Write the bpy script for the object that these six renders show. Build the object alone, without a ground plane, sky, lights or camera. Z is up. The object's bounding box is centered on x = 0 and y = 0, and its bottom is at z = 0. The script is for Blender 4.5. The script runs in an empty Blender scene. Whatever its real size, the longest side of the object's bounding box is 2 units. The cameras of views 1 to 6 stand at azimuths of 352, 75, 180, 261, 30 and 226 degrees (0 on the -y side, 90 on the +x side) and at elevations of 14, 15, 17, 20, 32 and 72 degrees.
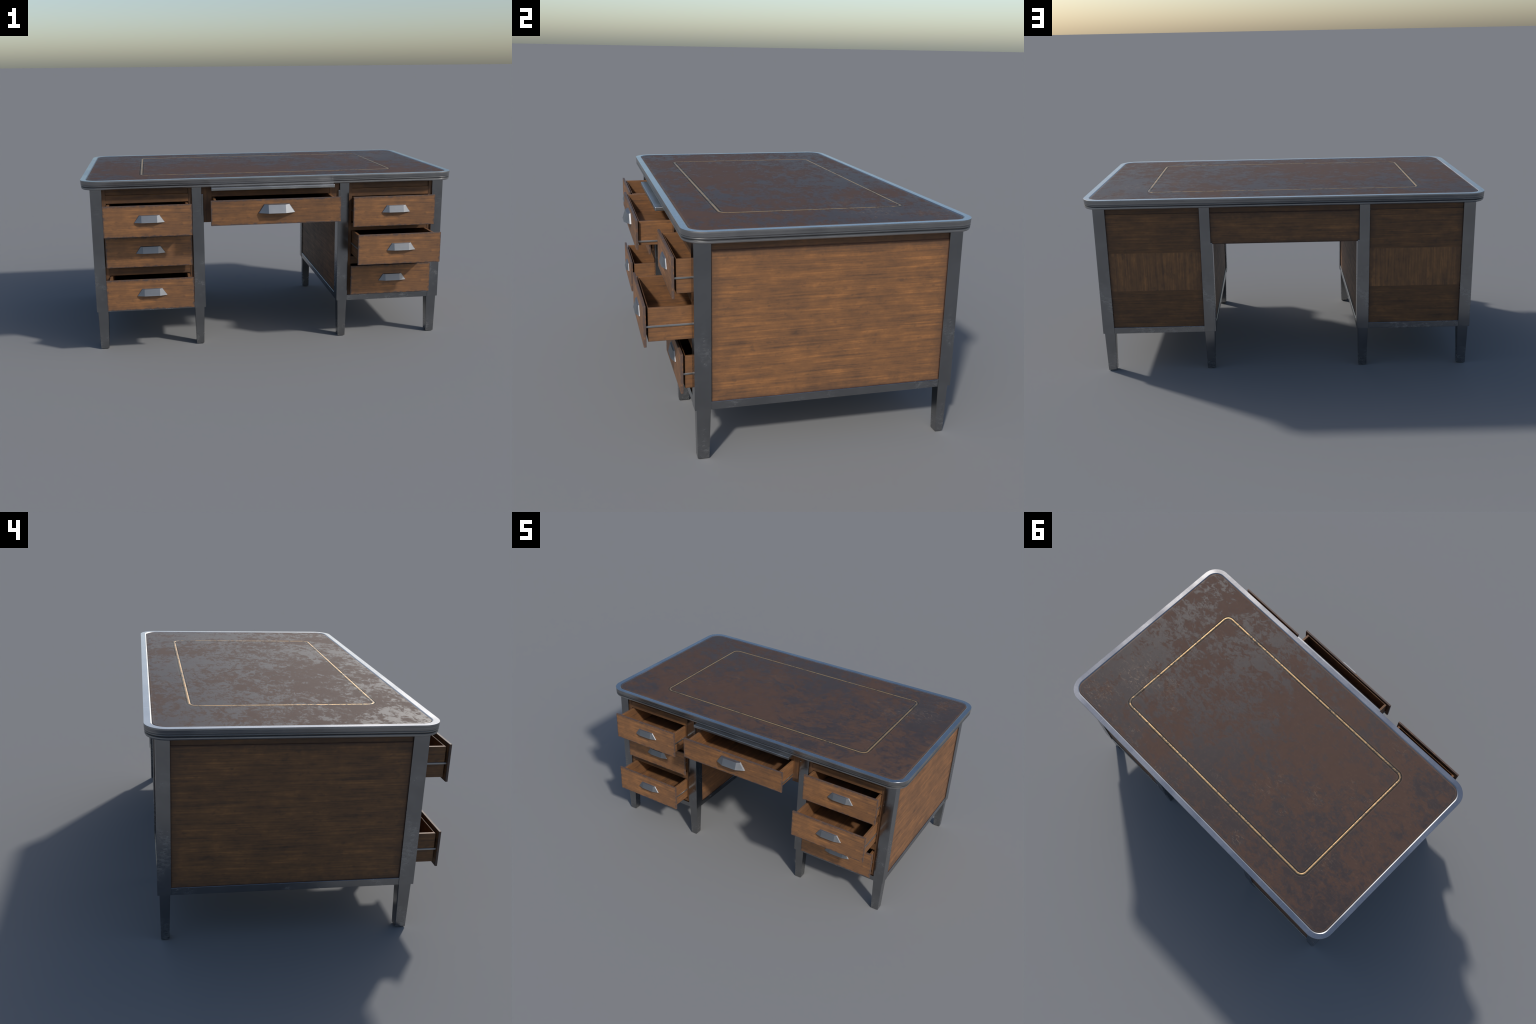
"""Mid-century pedestal office desk: steel frame, wooden panels and drawers,
leather-topped table with a steel trim and a gilt line.  Metres, z up."""
import bpy, bmesh, math
from mathutils import Vector

YC = 0.0770                      # middle of the table top front to back (drawers stick out to -y)

# worn spots on the leather: x, y, radius, strength
SCUFFS = [(.84, .54, .15, .9), (.77, .31, .17, .9), (.60, .24, .12, .7), (.545, .555, .06, .8), (-.30, .56, .06, .8),
          (-.37, .305, .04, .8), (-.23, .21, .12, .45), (-.655, -.09, .07, .45), (-.42, .10, .10, .40),
          (-.70, .33, .10, .35), (.48, .30, .05, .6)]

# ----------------------------------------------------------------- node helpers
class Nodes:
    def __init__(self, name):
        self.mat = bpy.data.materials.new(name)
        self.mat.use_nodes = True
        self.nt = self.mat.node_tree
        self.nt.nodes.clear()
        self.out = self.nt.nodes.new("ShaderNodeOutputMaterial")
        self.bsdf = self.nt.nodes.new("ShaderNodeBsdfPrincipled")
        self.nt.links.new(self.bsdf.outputs[0], self.out.inputs[0])
        self.obj = self.nt.nodes.new("ShaderNodeTexCoord").outputs["Object"]

    def put(self, sock, val):
        if isinstance(val, bpy.types.NodeSocket):
            self.nt.links.new(val, sock)
        elif hasattr(sock, "default_value"):
            if sock.type == 'RGBA' and len(val) == 3:
                val = (*val, 1.0)
            sock.default_value = val

    def set(self, **kw):
        for k, v in kw.items():
            self.put(self.bsdf.inputs[k.replace("_", " ")], v)

    def mapping(self, scale=(1, 1, 1), loc=(0, 0, 0), rot=(0, 0, 0), src=None):
        n = self.nt.nodes.new("ShaderNodeMapping")
        self.put(n.inputs["Vector"], src or self.obj)
        n.inputs["Scale"].default_value = scale
        n.inputs["Location"].default_value = loc
        n.inputs["Rotation"].default_value = rot
        return n.outputs[0]

    def noise(self, vec, scale=1.0, detail=4.0, rough=0.55, dist=0.0):
        n = self.nt.nodes.new("ShaderNodeTexNoise")
        self.put(n.inputs["Vector"], vec)
        n.inputs["Scale"].default_value = scale
        n.inputs["Detail"].default_value = detail
        n.inputs["Roughness"].default_value = rough
        n.inputs["Distortion"].default_value = dist
        return n.outputs[0]

    def math(self, op, a, b=0.0, c=0.0, clamp=False):
        n = self.nt.nodes.new("ShaderNodeMath")
        n.operation = op
        n.use_clamp = clamp
        for s, v in zip(n.inputs, (a, b, c)):
            self.put(s, v)
        return n.outputs[0]

    def ramp01(self, val, lo, hi, a=0.0, b=1.0, smooth=True):
        n = self.nt.nodes.new("ShaderNodeMapRange")
        n.interpolation_type = 'SMOOTHSTEP' if smooth else 'LINEAR'
        for s, v in zip(n.inputs, (val, lo, hi, a, b)):
            self.put(s, v)
        return n.outputs[0]

    def mix(self, fac, a, b, blend='MIX'):
        n = self.nt.nodes.new("ShaderNodeMix")
        n.data_type = 'RGBA'
        n.blend_type = blend
        self.put(n.inputs[0], fac)
        self.put(n.inputs[6], a)
        self.put(n.inputs[7], b)
        return n.outputs[2]

    def colors(self, fac, stops):
        n = self.nt.nodes.new("ShaderNodeValToRGB")
        e = n.color_ramp.elements
        e[0].position, e[0].color = stops[0][0], (*stops[0][1], 1)
        e[1].position, e[1].color = stops[-1][0], (*stops[-1][1], 1)
        for p, c in stops[1:-1]:
            e.new(p).color = (*c, 1)
        self.put(n.inputs[0], fac)
        return n.outputs[0]

    def bump(self, height, strength=0.2, dist=0.002, normal=None):
        n = self.nt.nodes.new("ShaderNodeBump")
        n.inputs["Strength"].default_value = strength
        n.inputs["Distance"].default_value = dist
        self.put(n.inputs["Height"], height)
        if normal is not None:
            self.put(n.inputs["Normal"], normal)
        return n.outputs[0]

    def edge_distance(self, halves):
        """distance to the border of a board whose half sizes are given per axis (0 = ignore)"""
        s = self.nt.nodes.new("ShaderNodeSeparateXYZ")
        self.put(s.inputs[0], self.obj)
        d = None
        for i, h in enumerate(halves):
            if h:
                e = self.math('SUBTRACT', h, self.math('ABSOLUTE', s.outputs[i]))
                d = e if d is None else self.math('MINIMUM', d, e)
        return d


    def round_rect_distance(self, hx, hy, r, cx=0.0, cy=0.0):
        """distance inwards from a rounded rectangle in the xy plane"""
        s = self.nt.nodes.new("ShaderNodeSeparateXYZ")
        self.put(s.inputs[0], self.obj)
        q = [self.math('SUBTRACT', self.math('ABSOLUTE', self.math('SUBTRACT', s.outputs[i], c)), h - r)
             for i, (c, h) in enumerate(((cx, hx), (cy, hy)))]
        p = [self.math('MAXIMUM', v, 0.0) for v in q]
        far = self.math('SQRT', self.math('ADD', self.math('MULTIPLY', p[0], p[0]),
                                          self.math('MULTIPLY', p[1], p[1])))
        near = self.math('MINIMUM', self.math('MAXIMUM', q[0], q[1]), 0.0)
        return self.math('SUBTRACT', r, self.math('ADD', far, near))


# -------------------------------------------------------------------- materials
_wood = {}
def wood(axis, halves=(0, 0, 0), tone=1.0, edge='worn', seed=0.0):
    """veneer with the grain along one axis; `halves` gives the board size for its worn border"""
    key = (axis, tuple(round(h, 4) for h in halves), tone, edge, seed)
    if key in _wood:
        return _wood[key]
    m = Nodes("walnut_veneer")
    i = "xyz".index(axis)
    def stretch(along, across, off):
        s = [across] * 3
        s[i] = along
        return m.mapping(scale=s, loc=(off + seed, off * 1.7 + seed * 2, off * .6 - seed))
    fine = m.noise(stretch(4.5, 150, 3.1), detail=6, rough=.68)
    band = m.noise(stretch(3, 55, 7.7), detail=5, rough=.6, dist=.25)
    cloud = m.noise(stretch(6, 10, 1.3), detail=6, rough=.62)
    cloud2 = m.noise(stretch(15, 26, 4.9), detail=6, rough=.68)
    spot = m.noise(stretch(30, 60, 9.2), detail=3, rough=.5)
    f = m.math('ADD', m.math('MULTIPLY', fine, .38), m.math('MULTIPLY', band, .22))
    f = m.math('ADD', f, m.math('ADD', m.math('MULTIPLY', cloud, .16), m.math('MULTIPLY', cloud2, .24)))
    t = tone
    col = m.colors(f, [(.385, (.076 * t, .043 * t, .026 * t)), (.45, (.130 * t, .065 * t, .032 * t)),
                       (.53, (.182 * t, .086 * t, .036 * t)), (.61, (.280 * t, .125 * t, .046 * t))])
    # small dark flecks
    fleck = m.ramp01(spot, .60, .72)
    col = m.mix(m.math('MULTIPLY', fleck, .35), col, (.060 * t, .038 * t, .028 * t))
    if any(halves):
        d = m.edge_distance(halves)
        n = m.noise(m.mapping(scale=(38, 38, 38), loc=(seed, 2, 5)), detail=4, rough=.6)
        if edge == 'worn':         # scuffed, grey-brown border of the drawer fronts
            dd = m.math('ADD', d, m.math('MULTIPLY', m.math('SUBTRACT', n, .5), .040))
            k = m.ramp01(dd, .001, .0085, .85, 0)
            col = m.mix(k, col, (.070, .052, .048))
        else:                      # dark red-stained border where the veneer meets the steel
            dd = m.math('ADD', d, m.math('MULTIPLY', m.math('SUBTRACT', n, .5), .010))
            k = m.ramp01(dd, .002, .0085, .80, 0)
            col = m.mix(k, col, (.055, .022, .016))
            n2 = m.math('ADD', d, m.math('MULTIPLY', m.math('SUBTRACT', n, .5), .09))
            k2 = m.ramp01(n2, .004, .045, .42, 0)
            col = m.mix(k2, col, (.068, .040, .027))
    m.set(Base_Color=col, Roughness=m.ramp01(f, .3, .7, .62, .48), Normal=m.bump(fine, .12, .0012))
    m.bsdf.inputs["Specular IOR Level"].default_value = .35
    _wood[key] = m.mat
    return m.mat


def steel(name, base, rough, smudge=.5, joints=None, brushed=False):
    """brushed steel with faint cloudy tarnish and a few rubbed, paler smudges"""
    m = Nodes(name)
    big = m.noise(m.obj, 5, 4, .55, .3)
    fine = m.noise(m.obj, 70, 4, .6)
    scuffs = m.noise(m.mapping(scale=(40, 40, 110)), 1, 4, .65, .6)
    patch = m.ramp01(m.noise(m.mapping(loc=(4, 1, 8)), 4.5, 4, .62, .5), .51, .68)
    k = m.math('MULTIPLY', patch, m.ramp01(scuffs, .38, .70), clamp=True)
    dark = tuple(c * .93 for c in base)
    lite = tuple(min(1, c * 1.06) for c in base)
    pale = tuple(min(1, c * 1.35 + .06) for c in base)
    col = m.mix(m.ramp01(big, .35, .65), dark, lite)
    col = m.mix(m.math('MULTIPLY', k, smudge), col, pale)
    relief = None
    if brushed:                                       # lengthwise streaks of the rolled edge trim
        st = m.noise(m.mapping(scale=(2.5, 2.5, 420)), 1, 4, .7)
        sep = m.nt.nodes.new("ShaderNodeSeparateXYZ")
        m.put(sep.inputs[0], m.obj)
        depth = m.ramp01(sep.outputs[2], Z_TOP - .9160, Z_RIM - .9160, smooth=False)   # 0 top .. 1 underside
        side = m.ramp01(depth, .0, .02)
        col = m.mix(m.math('MULTIPLY', m.ramp01(st, .35, .62, .60, 0), side), col, tuple(c * .55 for c in base))
        g3 = lambda v: (v, v, v)
        groove_shade = m.colors(depth, [(.0, g3(0)), (.46, g3(0)), (.49, g3(.62)), (.56, g3(.62)), (.585, g3(.15)),  # dark groove shading painted into the trim colour by height
                                (.64, g3(.15)), (.67, g3(.85)), (.76, g3(.85)), (.79, g3(0)), (1, g3(0))])
        col = m.mix(groove_shade, col, tuple(c * .34 for c in base))
        # the rolled bands lean downwards
        lean = m.colors(depth, [(.0, g3(0)), (.10, g3(0)), (.17, g3(.42)), (.44, g3(.30)), (.50, g3(.5)),
                                (.60, g3(.25)), (.66, g3(.6)), (.77, g3(.6)), (.80, g3(0)), (1, g3(0))])
        geo = m.nt.nodes.new("ShaderNodeNewGeometry")
        dn = m.nt.nodes.new("ShaderNodeCombineXYZ")
        m.put(dn.inputs[2], m.math('MULTIPLY', lean, -1.0))
        va = m.nt.nodes.new("ShaderNodeVectorMath")
        va.operation = 'ADD'
        m.put(va.inputs[0], geo.outputs["Normal"])
        m.put(va.inputs[1], dn.outputs[0])
        vn = m.nt.nodes.new("ShaderNodeVectorMath")
        vn.operation = 'NORMALIZE'
        m.put(vn.inputs[0], va.outputs[0])
        relief = vn.outputs[0]
    if joints:                                        # fine joints across the edge trim
        s = m.nt.nodes.new("ShaderNodeSeparateXYZ")
        m.put(s.inputs[0], m.obj)
        g = m.math('ABSOLUTE', m.math('SUBTRACT', m.math('ABSOLUTE', s.outputs[0]), joints))
        col = m.mix(m.math('MULTIPLY', m.ramp01(g, .0008, .0024, .40, 0), m.ramp01(s.outputs[2], .0080, .0086)), col, pale)
    r = m.math('ADD', m.ramp01(big, .3, .7, rough - .03, rough + .04), m.math('MULTIPLY', k, .22 * smudge), clamp=True)
    if brushed:
        r = m.math('ADD', r, m.math('MULTIPLY', side, .20), clamp=True)
    m.set(Base_Color=col, Metallic=1.0, Roughness=r,
          Normal=m.bump(m.math('ADD', fine, m.math('MULTIPLY', k, .8 * smudge)), .025, .001, relief))
    return m.mat


def leather():
    m = Nodes("worn_leather")
    blot = m.noise(m.mapping(scale=(1, 1.25, 1)), 6.5, 12, .80)
    mid = m.noise(m.mapping(loc=(3, 7, 0), scale=(1, 1.5, 1), rot=(0, 0, .25)), 24, 9, .74, .9)
    large = m.noise(m.mapping(loc=(3, 7, 0)), 1.7, 3, .5)
    f = m.math('ADD', m.math('MULTIPLY', blot, .52), m.math('MULTIPLY', mid, .48))
    f = m.math('ADD', f, m.math('MULTIPLY', m.math('SUBTRACT', large, .5), .30))
    mask = m.ramp01(f, .450, .555)                          # 1 = polished dark, 0 = rubbed brown
    brown = m.mix(m.noise(m.obj, 18, 4, .6), (.072, .043, .032), (.092, .053, .039))
    dark = m.mix(m.noise(m.mapping(loc=(9, 2, 0)), 25, 4, .6), (.035, .027, .026), (.050, .036, .034))
    col = m.mix(mask, brown, dark)
    # pale scratches gathered in a few clusters
    area = m.ramp01(m.noise(m.mapping(loc=(1.3, 5.2, 0)), 3.2, 2, .5), .58, .72, 0, .5)
    for x, y, r, k in SCUFFS:                                # places where things were dragged about
        v = m.nt.nodes.new("ShaderNodeVectorMath")
        v.operation = 'DISTANCE'
        m.put(v.inputs[0], m.obj)
        v.inputs[1].default_value = (x, y - YC, 0)
        area = m.math('MAXIMUM', area, m.ramp01(v.outputs["Value"], r * .1, r, k, 0))
    dash = m.noise(m.mapping(scale=(36, 95, 1), rot=(0, 0, .5)), 1, 4, .62, .8)
    dash2 = m.noise(m.mapping(scale=(120, 45, 1), rot=(0, 0, -.3), loc=(8, 3, 0)), 1, 3, .6, .6)
    sc = m.math('MAXIMUM', m.ramp01(dash, .56, .68), m.ramp01(dash2, .60, .71))
    sc = m.math('MULTIPLY', sc, m.math('ADD', m.math('MULTIPLY', area, .75), .08), clamp=True)
    stain = m.math('MULTIPLY', area, m.ramp01(m.noise(m.mapping(scale=(1, 1.6, 1), loc=(5, 5, 0)), 22, 7, .7, .5), .46, .66))
    col = m.mix(m.math('MULTIPLY', stain, .30), col, (.150, .100, .070))
    col = m.mix(m.math('MULTIPLY', sc, .72), col, (.23, .165, .118))
    # worn, paler line just inside the trim
    wob = m.math('MULTIPLY', m.math('SUBTRACT', m.noise(m.obj, 30, 3, .6), .5), .005)
    d = m.math('ADD', m.round_rect_distance(LX, LY, RC - INSET), wob)
    line = m.math('MULTIPLY', m.ramp01(d, .002, .005), m.ramp01(d, .007, .011, 1, 0))
    col = m.mix(m.math('MULTIPLY', line, .50), col, (.13, .082, .055))
    # shadow side of the bead painted on the leather: channel either side of the gilt line
    g = m.math('ADD', m.round_rect_distance((GX1 - GX0) / 2, (GY1 - GY0) / 2, .034,
                                            (GX1 + GX0) / 2, (GY1 + GY0) / 2 - YC), wob)
    g = m.math('ABSOLUTE', g)
    bead_shade = m.ramp01(g, .0098, .0130, 1, 0)
    col = m.mix(m.math('MULTIPLY', bead_shade, .8), col, (.018, .016, .013))
    ridge = m.math('MULTIPLY', m.ramp01(g, .0110, .0128), m.ramp01(g, .0140, .0170, 1, 0))
    col = m.mix(m.math('MULTIPLY', ridge, .30), col, (.13, .095, .072))
    grain = m.noise(m.obj, 240, 3, .6)
    h = m.math('ADD', m.math('MULTIPLY', grain, .35), m.math('MULTIPLY', sc, 1.2))
    h = m.math('SUBTRACT', h, m.math('MULTIPLY', bead_shade, 1.0))
    m.set(Base_Color=col, Roughness=m.ramp01(mask, 0, 1, .74, .49),
          Normal=m.bump(h, .16, .0012))
    m.put(m.bsdf.inputs["Specular IOR Level"], m.ramp01(mask, 0, 1, .20, .30))
    return m.mat


def gilt():
    m = Nodes("worn_gilding")
    n = m.noise(m.obj, 60, 6, .7, .5)
    area = m.noise(m.mapping(loc=(2, 4, 0)), 4, 3, .5)
    worn = m.ramp01(m.math('ADD', n, m.math('MULTIPLY', m.math('SUBTRACT', area, .5), .55)), .505, .63)
    col = m.mix(worn, (.41, .262, .128), (.080, .060, .040))
    m.set(Base_Color=col, Metallic=m.ramp01(worn, 0, 1, .6, .1), Roughness=.42,
          Normal=m.bump(n, .6, .003))
    return m.mat


# ------------------------------------------------------------------ mesh helpers
def finish(bm, name, mat, parent=None, origin=(0, 0, 0), smooth=None):
    """bmesh (world coordinates) -> object whose origin sits at `origin`"""
    bmesh.ops.recalc_face_normals(bm, faces=bm.faces)
    o = Vector(origin)
    for v in bm.verts:
        v.co -= o
    if smooth is not None:
        for f in bm.faces:
            f.smooth = True
        for e in bm.edges:
            e.smooth = len(e.link_faces) == 2 and e.calc_face_angle(0) < math.radians(smooth)
    me = bpy.data.meshes.new(name)
    bm.to_mesh(me)
    bm.free()
    me.materials.append(mat)
    return place(me, name, parent, origin)


def place(me, name, parent, origin):
    ob = bpy.data.objects.new(name, me)
    bpy.context.scene.collection.objects.link(ob)
    ob.location = origin
    if parent is not None:
        ob.parent = parent
        ob.location = Vector(origin) - world(parent)
    return ob


def world(ob):
    p = Vector((0, 0, 0))
    while ob is not None:
        p += Vector(ob.location)
        ob = ob.parent
    return p


def add_box(bm, x0, x1, y0, y1, z0, z1, bevel=.0012, seg=1):
    vs = [bm.verts.new((x, y, z)) for x in sorted((x0, x1)) for y in sorted((y0, y1)) for z in sorted((z0, z1))]
    q = [(0, 1, 3, 2), (4, 6, 7, 5), (0, 4, 5, 1), (2, 3, 7, 6), (0, 2, 6, 4), (1, 5, 7, 3)]
    fs = [bm.faces.new([vs[i] for i in f]) for f in q]
    if bevel:
        es = list({e for f in fs for e in f.edges})
        bmesh.ops.bevel(bm, geom=es, offset=bevel, offset_type='OFFSET', segments=seg, profile=.5, affect='EDGES')


def box(name, dims, mat, parent, bevel=.0012, seg=1):
    x0, x1, y0, y1, z0, z1 = dims
    bm = bmesh.new()
    add_box(bm, *dims, bevel=bevel, seg=seg)
    c = ((x0 + x1) / 2, (y0 + y1) / 2, (z0 + z1) / 2)
    return finish(bm, name, mat, parent, c)


def add_frustum(bm, lo, hi, z0, z1, bevel=.003):
    """tapered square column between two rectangles (x0,x1,y0,y1)"""
    rings = []
    for (x0, x1, y0, y1), z in ((lo, z0), (hi, z1)):
        rings.append([bm.verts.new((x, y, z)) for x, y in ((x0, y0), (x1, y0), (x1, y1), (x0, y1))])
    fs = [bm.faces.new(rings[0][::-1]), bm.faces.new(rings[1])]
    for i in range(4):
        j = (i + 1) % 4
        fs.append(bm.faces.new((rings[0][i], rings[0][j], rings[1][j], rings[1][i])))
    es = list({e for f in fs for e in f.edges})
    bmesh.ops.bevel(bm, geom=es, offset=bevel, offset_type='OFFSET', segments=2, profile=.5, affect='EDGES')


def round_rect(hx, hy, r, n=10, cx=0.0, cy=YC):
    pts = []
    for k, (sx, sy) in enumerate(((1, 1), (-1, 1), (-1, -1), (1, -1))):
        for i in range(n + 1):
            a = math.pi / 2 * (k + i / n)
            pts.append((cx + sx * (hx - r) + r * math.cos(a), cy + sy * (hy - r) + r * math.sin(a)))
    return pts


def sweep_rect(name, hx, hy, r, profile, mat, parent, n=12, cx=0.0, cy=YC, closed=False, cap=None, smooth=35):
    """sweep a profile of (inset, z) round a rounded rectangle"""
    bm = bmesh.new()
    rings = []
    for d, z in profile:
        rings.append([bm.verts.new((x, y, z)) for x, y in
                      round_rect(hx - d, hy - d, max(r - d, .004), n, cx, cy)])
    pairs = list(zip(rings, rings[1:])) + ([(rings[-1], rings[0])] if closed else [])
    m = len(rings[0])
    for a, b in pairs:
        for i in range(m):
            j = (i + 1) % m
            bm.faces.new((a[i], a[j], b[j], b[i]))
    if cap == 'both':
        bm.faces.new(rings[0])
        bm.faces.new(rings[-1][::-1])
    return finish(bm, name, mat, parent, (cx, cy, profile[0][1]), smooth)


# ================================================================== dimensions
GX0, GX1, GY0, GY1 = -.686, .694, -.309, .467    # gilt line
HX, HY, RC = 1.000, .5765, .091            # table top half sizes, corner radius
INSET = .0300
LX, LY = HX - INSET, HY - INSET            # leather half sizes
Z_TOP, Z_RIM = .9249, .8787                # top of the trim, underside of the trim
PX0, PX1 = .893, .952                      # outer posts in |x|
QX0, QX1 = .3655, .4255                    # kneehole posts in |x|
YF0, YF1 = -.457, -.392                    # front posts in y
YB0, YB1 = .558, .613                      # rear posts in y
Z_POST, Z_RAIL = .2115, .2425              # bottom of posts, top of bottom rails
Z_CAP = .842                               # joint under the top rails
Y_FRAME = -.449                            # drawer frame front

STEEL = steel("dark_steel", (.275, .278, .282), .20, .75)
TRIM = steel("trim_steel", (.405, .405, .407), .22, .12, joints=.711, brushed=True)
ZINC = steel("zinc_slide", (.37, .37, .37), .42, .40)
SLIDE = steel("dull_steel", (.36, .362, .366), .33, .70)
HANDLE = steel("handle_steel", (.250, .258, .272), .54, .40)
LEATHER = leather()
GILT = gilt()

desk = bpy.data.objects.new("office_desk", None)
bpy.context.scene.collection.objects.link(desk)
desk["label"] = "worn steel-framed wooden pedestal desk with leather top and open drawers"
desk["category"] = "office desk"

# ==================================================================== table top
rim_profile = [(.062, .9160), (.0330, .9160), (.0306, .9218), (.0286, .9232), (.0268, .9243), (.0255, Z_TOP),
               (.0005, Z_TOP), (0, .9243), (.0004, .9130), (.0010, .9036), (.0019, .9030), (.0020, .9000),
               (.0014, .8993), (.0015, .8962), (.0030, .8954), (.0034, .8908), (.0024, .8902), (.0027, .8846),
               (.0050, .8806), (.0072, Z_RIM), (.1200, Z_RIM)]
trim = sweep_rect("tabletop_trim", HX, HY, RC, rim_profile, TRIM, desk, n=20, closed=True, smooth=9)

# the leather inlay, slightly cushioned at its border
inlay = sweep_rect("leather_inlay", LX, LY, RC - INSET,
                   [(.0005, .9165), (.0005, .9208), (.0018, .9224), (.0042, .9233), (.0080, .9237)],
                   LEATHER, desk, n=14, cap='both', smooth=50)

# embossed gilt line
gx0, gx1, gy0, gy1 = GX0, GX1, GY0, GY1
gilt_half = .0056
gilt_profile = []
for k in range(9):
    a = math.pi * k / 8
    gilt_profile.append((gilt_half - gilt_half * math.cos(a), .9227 + .0022 * math.sin(a)))
sweep_rect("gilt_line", (gx1 - gx0) / 2 + gilt_half, (gy1 - gy0) / 2 + gilt_half, .040, gilt_profile, GILT, desk,
           n=10, cx=(gx0 + gx1) / 2, cy=(gy0 + gy1) / 2, smooth=60)

# ================================================================ posts and feet
def post(name, x0, x1, y0, y1, sx, rear, inner):
    """steel corner post with a tapered foot below"""
    bm = bmesh.new()
    a, b = sorted((sx * x0, sx * x1))
    if inner:                                   # stepped: a thin facing runs up to the centre drawer
        s = x0 + .0088
        a2, b2 = sorted((sx * s, sx * x1))
        add_box(bm, a2, b2, y0, y1, Z_POST, Z_RIM - .0005, .0014, 2)
        c2, d2 = sorted((sx * x0, sx * (s + .004)))
        add_box(bm, c2, d2, y0 + .0004, y1 - .0004, Z_POST + .0005, .8365 if not rear else .690, .0016, 2)
    else:
        add_box(bm, a, b, y0, y1, Z_POST, Z_RIM - .0005, .0014, 2)
    cx = sx * (x0 + x1) / 2
    ob = finish(bm, name, STEEL, desk, (cx, (y0 + y1) / 2, .5))
    # foot
    bm = bmesh.new()
    hi_x, lo_x = ((.8905, .9465), (.8980, .9425)) if not inner else ((.3725, .4245), (.3785, .4197))
    hi_y, lo_y = ((-.4490, -.3935), (-.4455, -.3990)) if not rear else ((.5615, .6045), (.5660, .6005))
    rect = lambda xx, yy: (*sorted((sx * xx[0], sx * xx[1])), *yy)
    add_frustum(bm, rect(lo_x, lo_y), rect(hi_x, hi_y), 0.0, Z_POST + .004)
    finish(bm, "foot", STEEL, ob, (cx, (y0 + y1) / 2, .1))
    return ob

for sx in (-1, 1):
    for rear in (False, True):
        ys = (YB0, YB1) if rear else (YF0, YF1)
        post("post", PX0, PX1, *ys, sx, rear, False)
        post("post", QX0, QX1, *ys, sx, rear, True)

# =============================================================== steel base rails
for sx in (-1, 1):
    for x0, x1 in ((QX0 + .0018, QX0 + .0118), (PX1 - .0125, PX1 - .0022)):
        a, b = sorted((sx * x0, sx * x1))
        box("base_rail", (a, b, YF1 - .001, YB0 + .001, Z_POST - .0012, Z_RAIL), STEEL, desk)
    a, b = sorted((sx * (QX1 - .001), sx * (PX0 + .001)))
    box("base_rail", (a, b, YF0 + .0022, YF0 + .0140, Z_POST - .0012, Z_RAIL), STEEL, desk)
    box("base_rail", (a, b, YB1 - .0140, YB1 - .0022, Z_POST - .0012, Z_RAIL), STEEL, desk)

# ================================================================= wooden panels
def panel(name, x0, x1, y0, y1, z0, z1, axis, bevel=.0012, sides='xyz', **kw):
    dx, dy, dz = (x1 - x0) / 2, (y1 - y0) / 2, (z1 - z0) / 2
    thin = min((dx, 0), (dy, 1), (dz, 2))[1]
    halves = [dx, dy, dz]
    halves[thin] = 0
    halves = [h if c in sides else 0 for h, c in zip(halves, 'xyz')]
    return box(name, (x0, x1, y0, y1, z0, z1), wood(axis, halves, **kw), desk, bevel)

for sx in (-1, 1):
    # outside of the pedestal, and its narrow top rail set a little back
    a, b = sorted((sx * .934, sx * .9455))
    panel("side_panel", a, b, YF1 - .002, YB0 + .002, Z_RAIL - .002, Z_CAP, 'y', edge='stain', seed=1.7 + sx)
    a, b = sorted((sx * .930, sx * .9430))
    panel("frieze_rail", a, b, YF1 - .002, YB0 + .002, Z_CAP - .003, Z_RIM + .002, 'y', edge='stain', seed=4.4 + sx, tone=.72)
    # kneehole side
    a, b = sorted((sx * .3725, sx * .384))
    panel("kneehole_panel", a, b, YF1 - .002, YB0 + .002, Z_RAIL - .002, Z_RIM, 'y', edge='stain', seed=2.9 + sx)
    # back of the pedestal: three veneers, the middle one with upright grain
    a, b = sorted((sx * (QX1 - .002), sx * (PX0 + .002)))
    for z0, z1, ax, t in ((Z_RAIL - .002, .4400, 'x', .80), (.4400, .6405, 'z', 1.22), (.6405, Z_CAP, 'x', .88)):
        panel("back_panel", a, b, .594, .6055, z0, z1, ax, bevel=.0002, sides='x', edge='stain',
              seed=3.3 * sx + z0, tone=t)
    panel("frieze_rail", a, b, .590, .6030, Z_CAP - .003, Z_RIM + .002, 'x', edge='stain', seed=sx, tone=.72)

# modesty panel behind the centre drawer
panel("modesty_panel", -.3755, .3755, .5945, .6065, .6815, Z_CAP, 'x', edge='stain', seed=8.1)
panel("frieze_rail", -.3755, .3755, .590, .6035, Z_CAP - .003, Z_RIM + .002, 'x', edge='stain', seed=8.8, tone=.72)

# =============================================================== carcass interior
ROWS = ((.645, .807), (.4595, .6235), (.2555, .4195))         # drawer fronts, top to bottom
OPEN = ((.6500, .7985), (.4615, .6140), (.2585, .4165))       # openings behind them
OX0, OX1 = .444, .874
WX, WY, WZ = wood('x', seed=5.5, tone=.64), wood('y', seed=6.6, tone=.85), wood('z', seed=7.7, tone=.66)  # frame rails and stiles tinted darker for the shade of the recess

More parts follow.
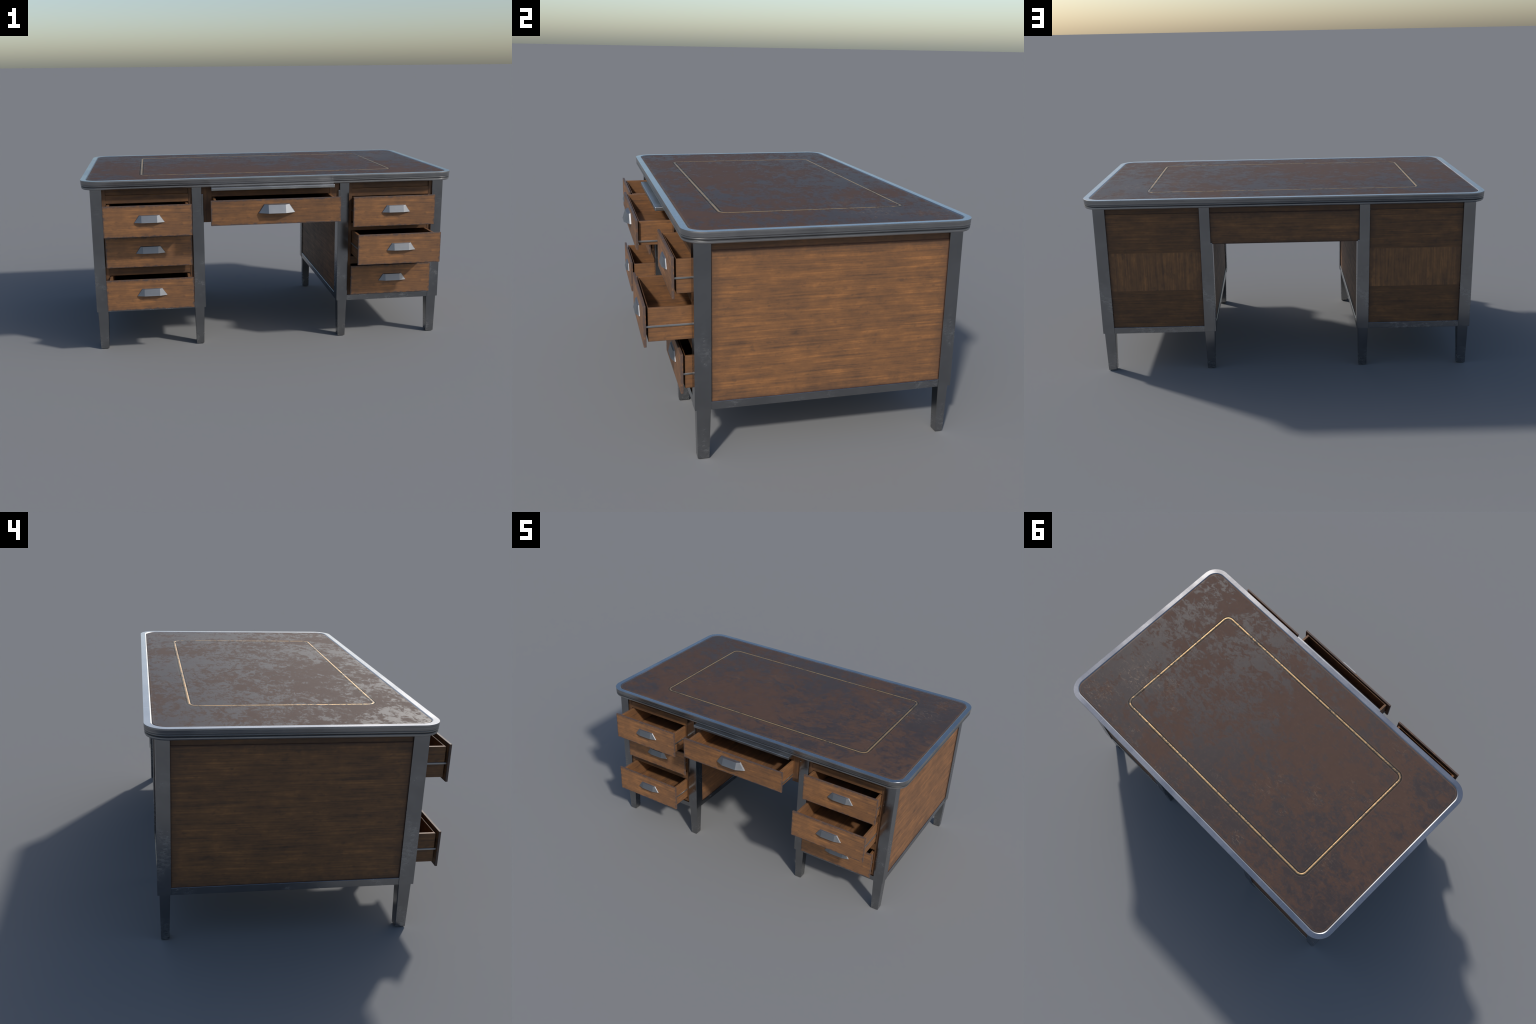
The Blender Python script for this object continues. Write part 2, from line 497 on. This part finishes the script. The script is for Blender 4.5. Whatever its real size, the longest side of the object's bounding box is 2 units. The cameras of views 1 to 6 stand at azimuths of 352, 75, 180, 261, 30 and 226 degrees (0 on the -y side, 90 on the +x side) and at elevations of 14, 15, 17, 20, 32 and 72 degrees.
for sx in (-1, 1):
    bm = bmesh.new()                                          # face frame: rails
    a, b = sorted((sx * (OX0 - .0005), sx * (OX1 + .0005)))
    low = .4190 if sx > 0 else .4100                          # the two pedestals differ a little
    for z0, z1 in ((.7985, Z_CAP), (.6085, .6500), (low, .4615), (Z_RAIL + .0005, .2585)):
        add_box(bm, a, b, Y_FRAME + .0012, Y_FRAME + .020, z0, z1)
    fr = finish(bm, "drawer_frame", WX, desk, ((a + b) / 2, Y_FRAME, .55))
    bm = bmesh.new()                                          # stiles
    for x0, x1 in ((QX1 - .002, OX0), (OX1, PX0 + .002)):
        c, d = sorted((sx * x0, sx * x1))
        add_box(bm, c, d, Y_FRAME, Y_FRAME + .022, Z_RAIL + .0005, Z_RIM)
    finish(bm, "stile", WZ, fr, ((a + b) / 2, Y_FRAME, .55))
    bm = bmesh.new()
    c, d = sorted((sx * (OX0 - .012), sx * (OX1 + .012)))
    add_box(bm, a, b, Y_FRAME + .0060, Y_FRAME + .0195, Z_CAP, Z_RIM)
    finish(bm, "frieze_rail", wood('x', seed=9.1, tone=.55), fr, ((a + b) / 2, Y_FRAME, .86))  # wood colour darkened most here, for the table edge's shadow
    bm = bmesh.new()                                          # dust boards between the drawers
    for z in (.632, .439, .250):
        add_box(bm, c, d, Y_FRAME + .0215, .592, z - .006, z + .006)
    finish(bm, "dust_board", WY, fr, ((a + b) / 2, .1, .45))

# box round the centre drawer
bm = bmesh.new()
add_box(bm, -.3195, .3195, Y_FRAME + .0012, Y_FRAME + .020, .820, .8605)
cf = finish(bm, "drawer_frame", WX, desk, (0, Y_FRAME, .77))
bm = bmesh.new()
for s in (-1, 1):
    c, d = sorted((s * .319, s * .3735))
    add_box(bm, c, d, Y_FRAME, Y_FRAME + .022, .6835, Z_RIM)
finish(bm, "stile", WZ, cf, (0, Y_FRAME, .77))
bm = bmesh.new()
for s in (-1, 1):
    c, d = sorted((s * .323, s * .3715))
    add_box(bm, c, d, Y_FRAME + .021, .593, .6845, .818)
add_box(bm, -.371, .371, Y_FRAME + .021, .593, .8215, .8300)
finish(bm, "drawer_runner", WY, cf, (0, .1, .75))
box("carcass_board", (-.935, .935, Y_FRAME + .024, .589, .8800, .8900), WX, desk)

# ===================================================================== drawers
T_FRONT = .0105
def front_mesh(hw, hh, mat):
    bm = bmesh.new()
    add_box(bm, -hw, hw, 0, T_FRONT, -hh, hh, .0014, 2)
    me = bpy.data.meshes.new("drawer_front")
    bmesh.ops.recalc_face_normals(bm, faces=bm.faces)
    bm.to_mesh(me); bm.free()
    me.materials.append(mat)
    return me

GAP = .0075                                   # open gap between front board and box
def box_mesh(x0, x1, z0, z1, depth, wall, gap=GAP):
    """open-topped drawer box; y = 0 is the back of the front board, which stands off it"""
    bm = bmesh.new()
    add_box(bm, x0, x0 + wall, gap, depth, z0, z1)
    add_box(bm, x1 - wall, x1, gap, depth, z0, z1)
    add_box(bm, x0 + wall - .0006, x1 - wall + .0006, gap + .0004, gap + .0048, z0 + .0004, z1 - .0006)
    add_box(bm, x0 + wall - .0006, x1 - wall + .0006, depth - .013, depth - .001, z0 + .0004, z1 - .0008)
    add_box(bm, x0 + wall - .001, x1 - wall + .001, gap + .0040, depth - .011, z0 + .006, z0 + .014, 0)
    bmesh.ops.recalc_face_normals(bm, faces=bm.faces)
    me = bpy.data.meshes.new("drawer_box")
    bm.to_mesh(me); bm.free()
    me.materials.append(wood('y', seed=12.3, tone=.95))
    return me

def slide_mesh(x0, x1, zc, depth):
    bm = bmesh.new()
    for x, s in ((x0, -1), (x1, 1)):
        a, b = sorted((x - s * .002, x + s * .0040))
        add_box(bm, a, b, -.0006, depth - .02, zc - .0038, zc + .0038, .0010)
    bmesh.ops.recalc_face_normals(bm, faces=bm.faces)
    me = bpy.data.meshes.new("slide_rail")
    bm.to_mesh(me); bm.free()
    me.materials.append(ZINC)
    return me

def handle_mesh(w, t, h, ridge, d, rim):
    """faceted cup pull: w / t half widths at bottom / top, height h, ridge half width, depth d"""
    bm = bmesh.new()
    V = lambda x, y, z: bm.verts.new((x, y, z))
    back = [V(-w, 0, 0), V(w, 0, 0), V(t, 0, h), V(-t, 0, h)]
    e = h * .07
    slope = (d - rim) / (w - e - ridge)              # the side facets are flat
    mid = [V(-w + e, -rim, .0003), V(w - e, -rim, .0003), V(t - e * .3, -rim, h - e), V(-t + e * .3, -rim, h - e)]
    rl, rr = V(-ridge, -d, .0003), V(ridge, -d, .0003)
    top_y = -rim - slope * (t - e * .3 - ridge)
    tl, tr = V(-ridge, top_y, h - e), V(ridge, top_y, h - e)
    F = bm.faces.new
    F((back[1], back[2], mid[2], mid[1])); F((back[3], back[0], mid[0], mid[3]))
    F((back[2], back[3], mid[3], tl, tr, mid[2]))
    F((rl, rr, tr, tl)); F((rr, mid[1], mid[2], tr)); F((mid[0], rl, tl, mid[3]))
    under = F((back[0], back[1], mid[1], rr, rl, mid[0]))
    F(back)
    bmesh.ops.recalc_face_normals(bm, faces=bm.faces)
    sharp = [ed for ed in bm.edges if under not in ed.link_faces and ed.calc_face_angle(0) > .12
             and not all(v.co.y > -1e-6 for v in ed.verts)]
    bmesh.ops.bevel(bm, geom=sharp, offset=.0007, offset_type='OFFSET', segments=2, profile=.5, affect='EDGES')
    # finger hollow underneath
    down = max((f for f in bm.faces if f.normal.z < -.9), key=lambda f: f.calc_area())
    bmesh.ops.inset_region(bm, faces=[down], thickness=.0022)
    for v in down.verts:
        v.co.z += h * .55 * (1.0 if v.co.y > -d * .6 else .75)
        v.co.y += d * .22
        v.co.x *= .82
    me = bpy.data.meshes.new("handle")
    bm.to_mesh(me); bm.free()
    me.materials.append(HANDLE)
    return me

PW, PH = .2262, .0815                         # pedestal drawer front half sizes
me_front = front_mesh(PW, PH, wood('x', (PW, 0, PH), edge='worn', seed=0.4, tone=1.20))
me_box = box_mesh(-.2120, .2120, -.0650, .0675, .84, .0140)
me_slide = slide_mesh(-.2120, .2120, -.0042, .80)
me_handle = handle_mesh(.0785, .0520, .0385, .0398, .0165, .0042)

def drawer(cx, cz, y_front, meshes, handle_at):
    fm, bmx, sm, hm = meshes
    ob = place(bmx, "drawer", desk, (cx, y_front + T_FRONT, cz))
    place(fm, "drawer_front", ob, (cx, y_front, cz))
    place(sm, "slide_rail", ob, (cx, y_front + T_FRONT, cz))
    place(hm, "handle", ob, (cx + handle_at[0], y_front + .0003, cz + handle_at[1]))
    return ob

PULLED = {(-1, 0): -.5815, (-1, 1): -.4830, (-1, 2): -.5825,
          (1, 0): -.5290, (1, 1): -.6370, (1, 2): -.5000}
for (sx, row), y in PULLED.items():
    z0, z1 = ROWS[row]
    drawer(sx * .6595, (z0 + z1) / 2, y, (me_front, me_box, me_slide, me_handle), (.0080, -.0060))

CW, CH = .3405, .0655                         # centre drawer
drawer(.0025, .7605, -.6118,
       (front_mesh(CW, CH, wood('x', (CW, 0, CH), edge='worn', seed=20.6, tone=.95)),
        box_mesh(-.3190, .3190, -.0500, .0570, .84, .0130, .0040),
        slide_mesh(-.3190, .3190, -.0325, .80),
        handle_mesh(.0970, .0660, .0460, .0450, .0310, .0078)), (0.0, -.0050))

# ============================================================ pull-out writing slide
box("writing_slide", (-.3270, .3290, -.5255, -.1000, .8620, .8785), SLIDE, desk, .0022, 2)
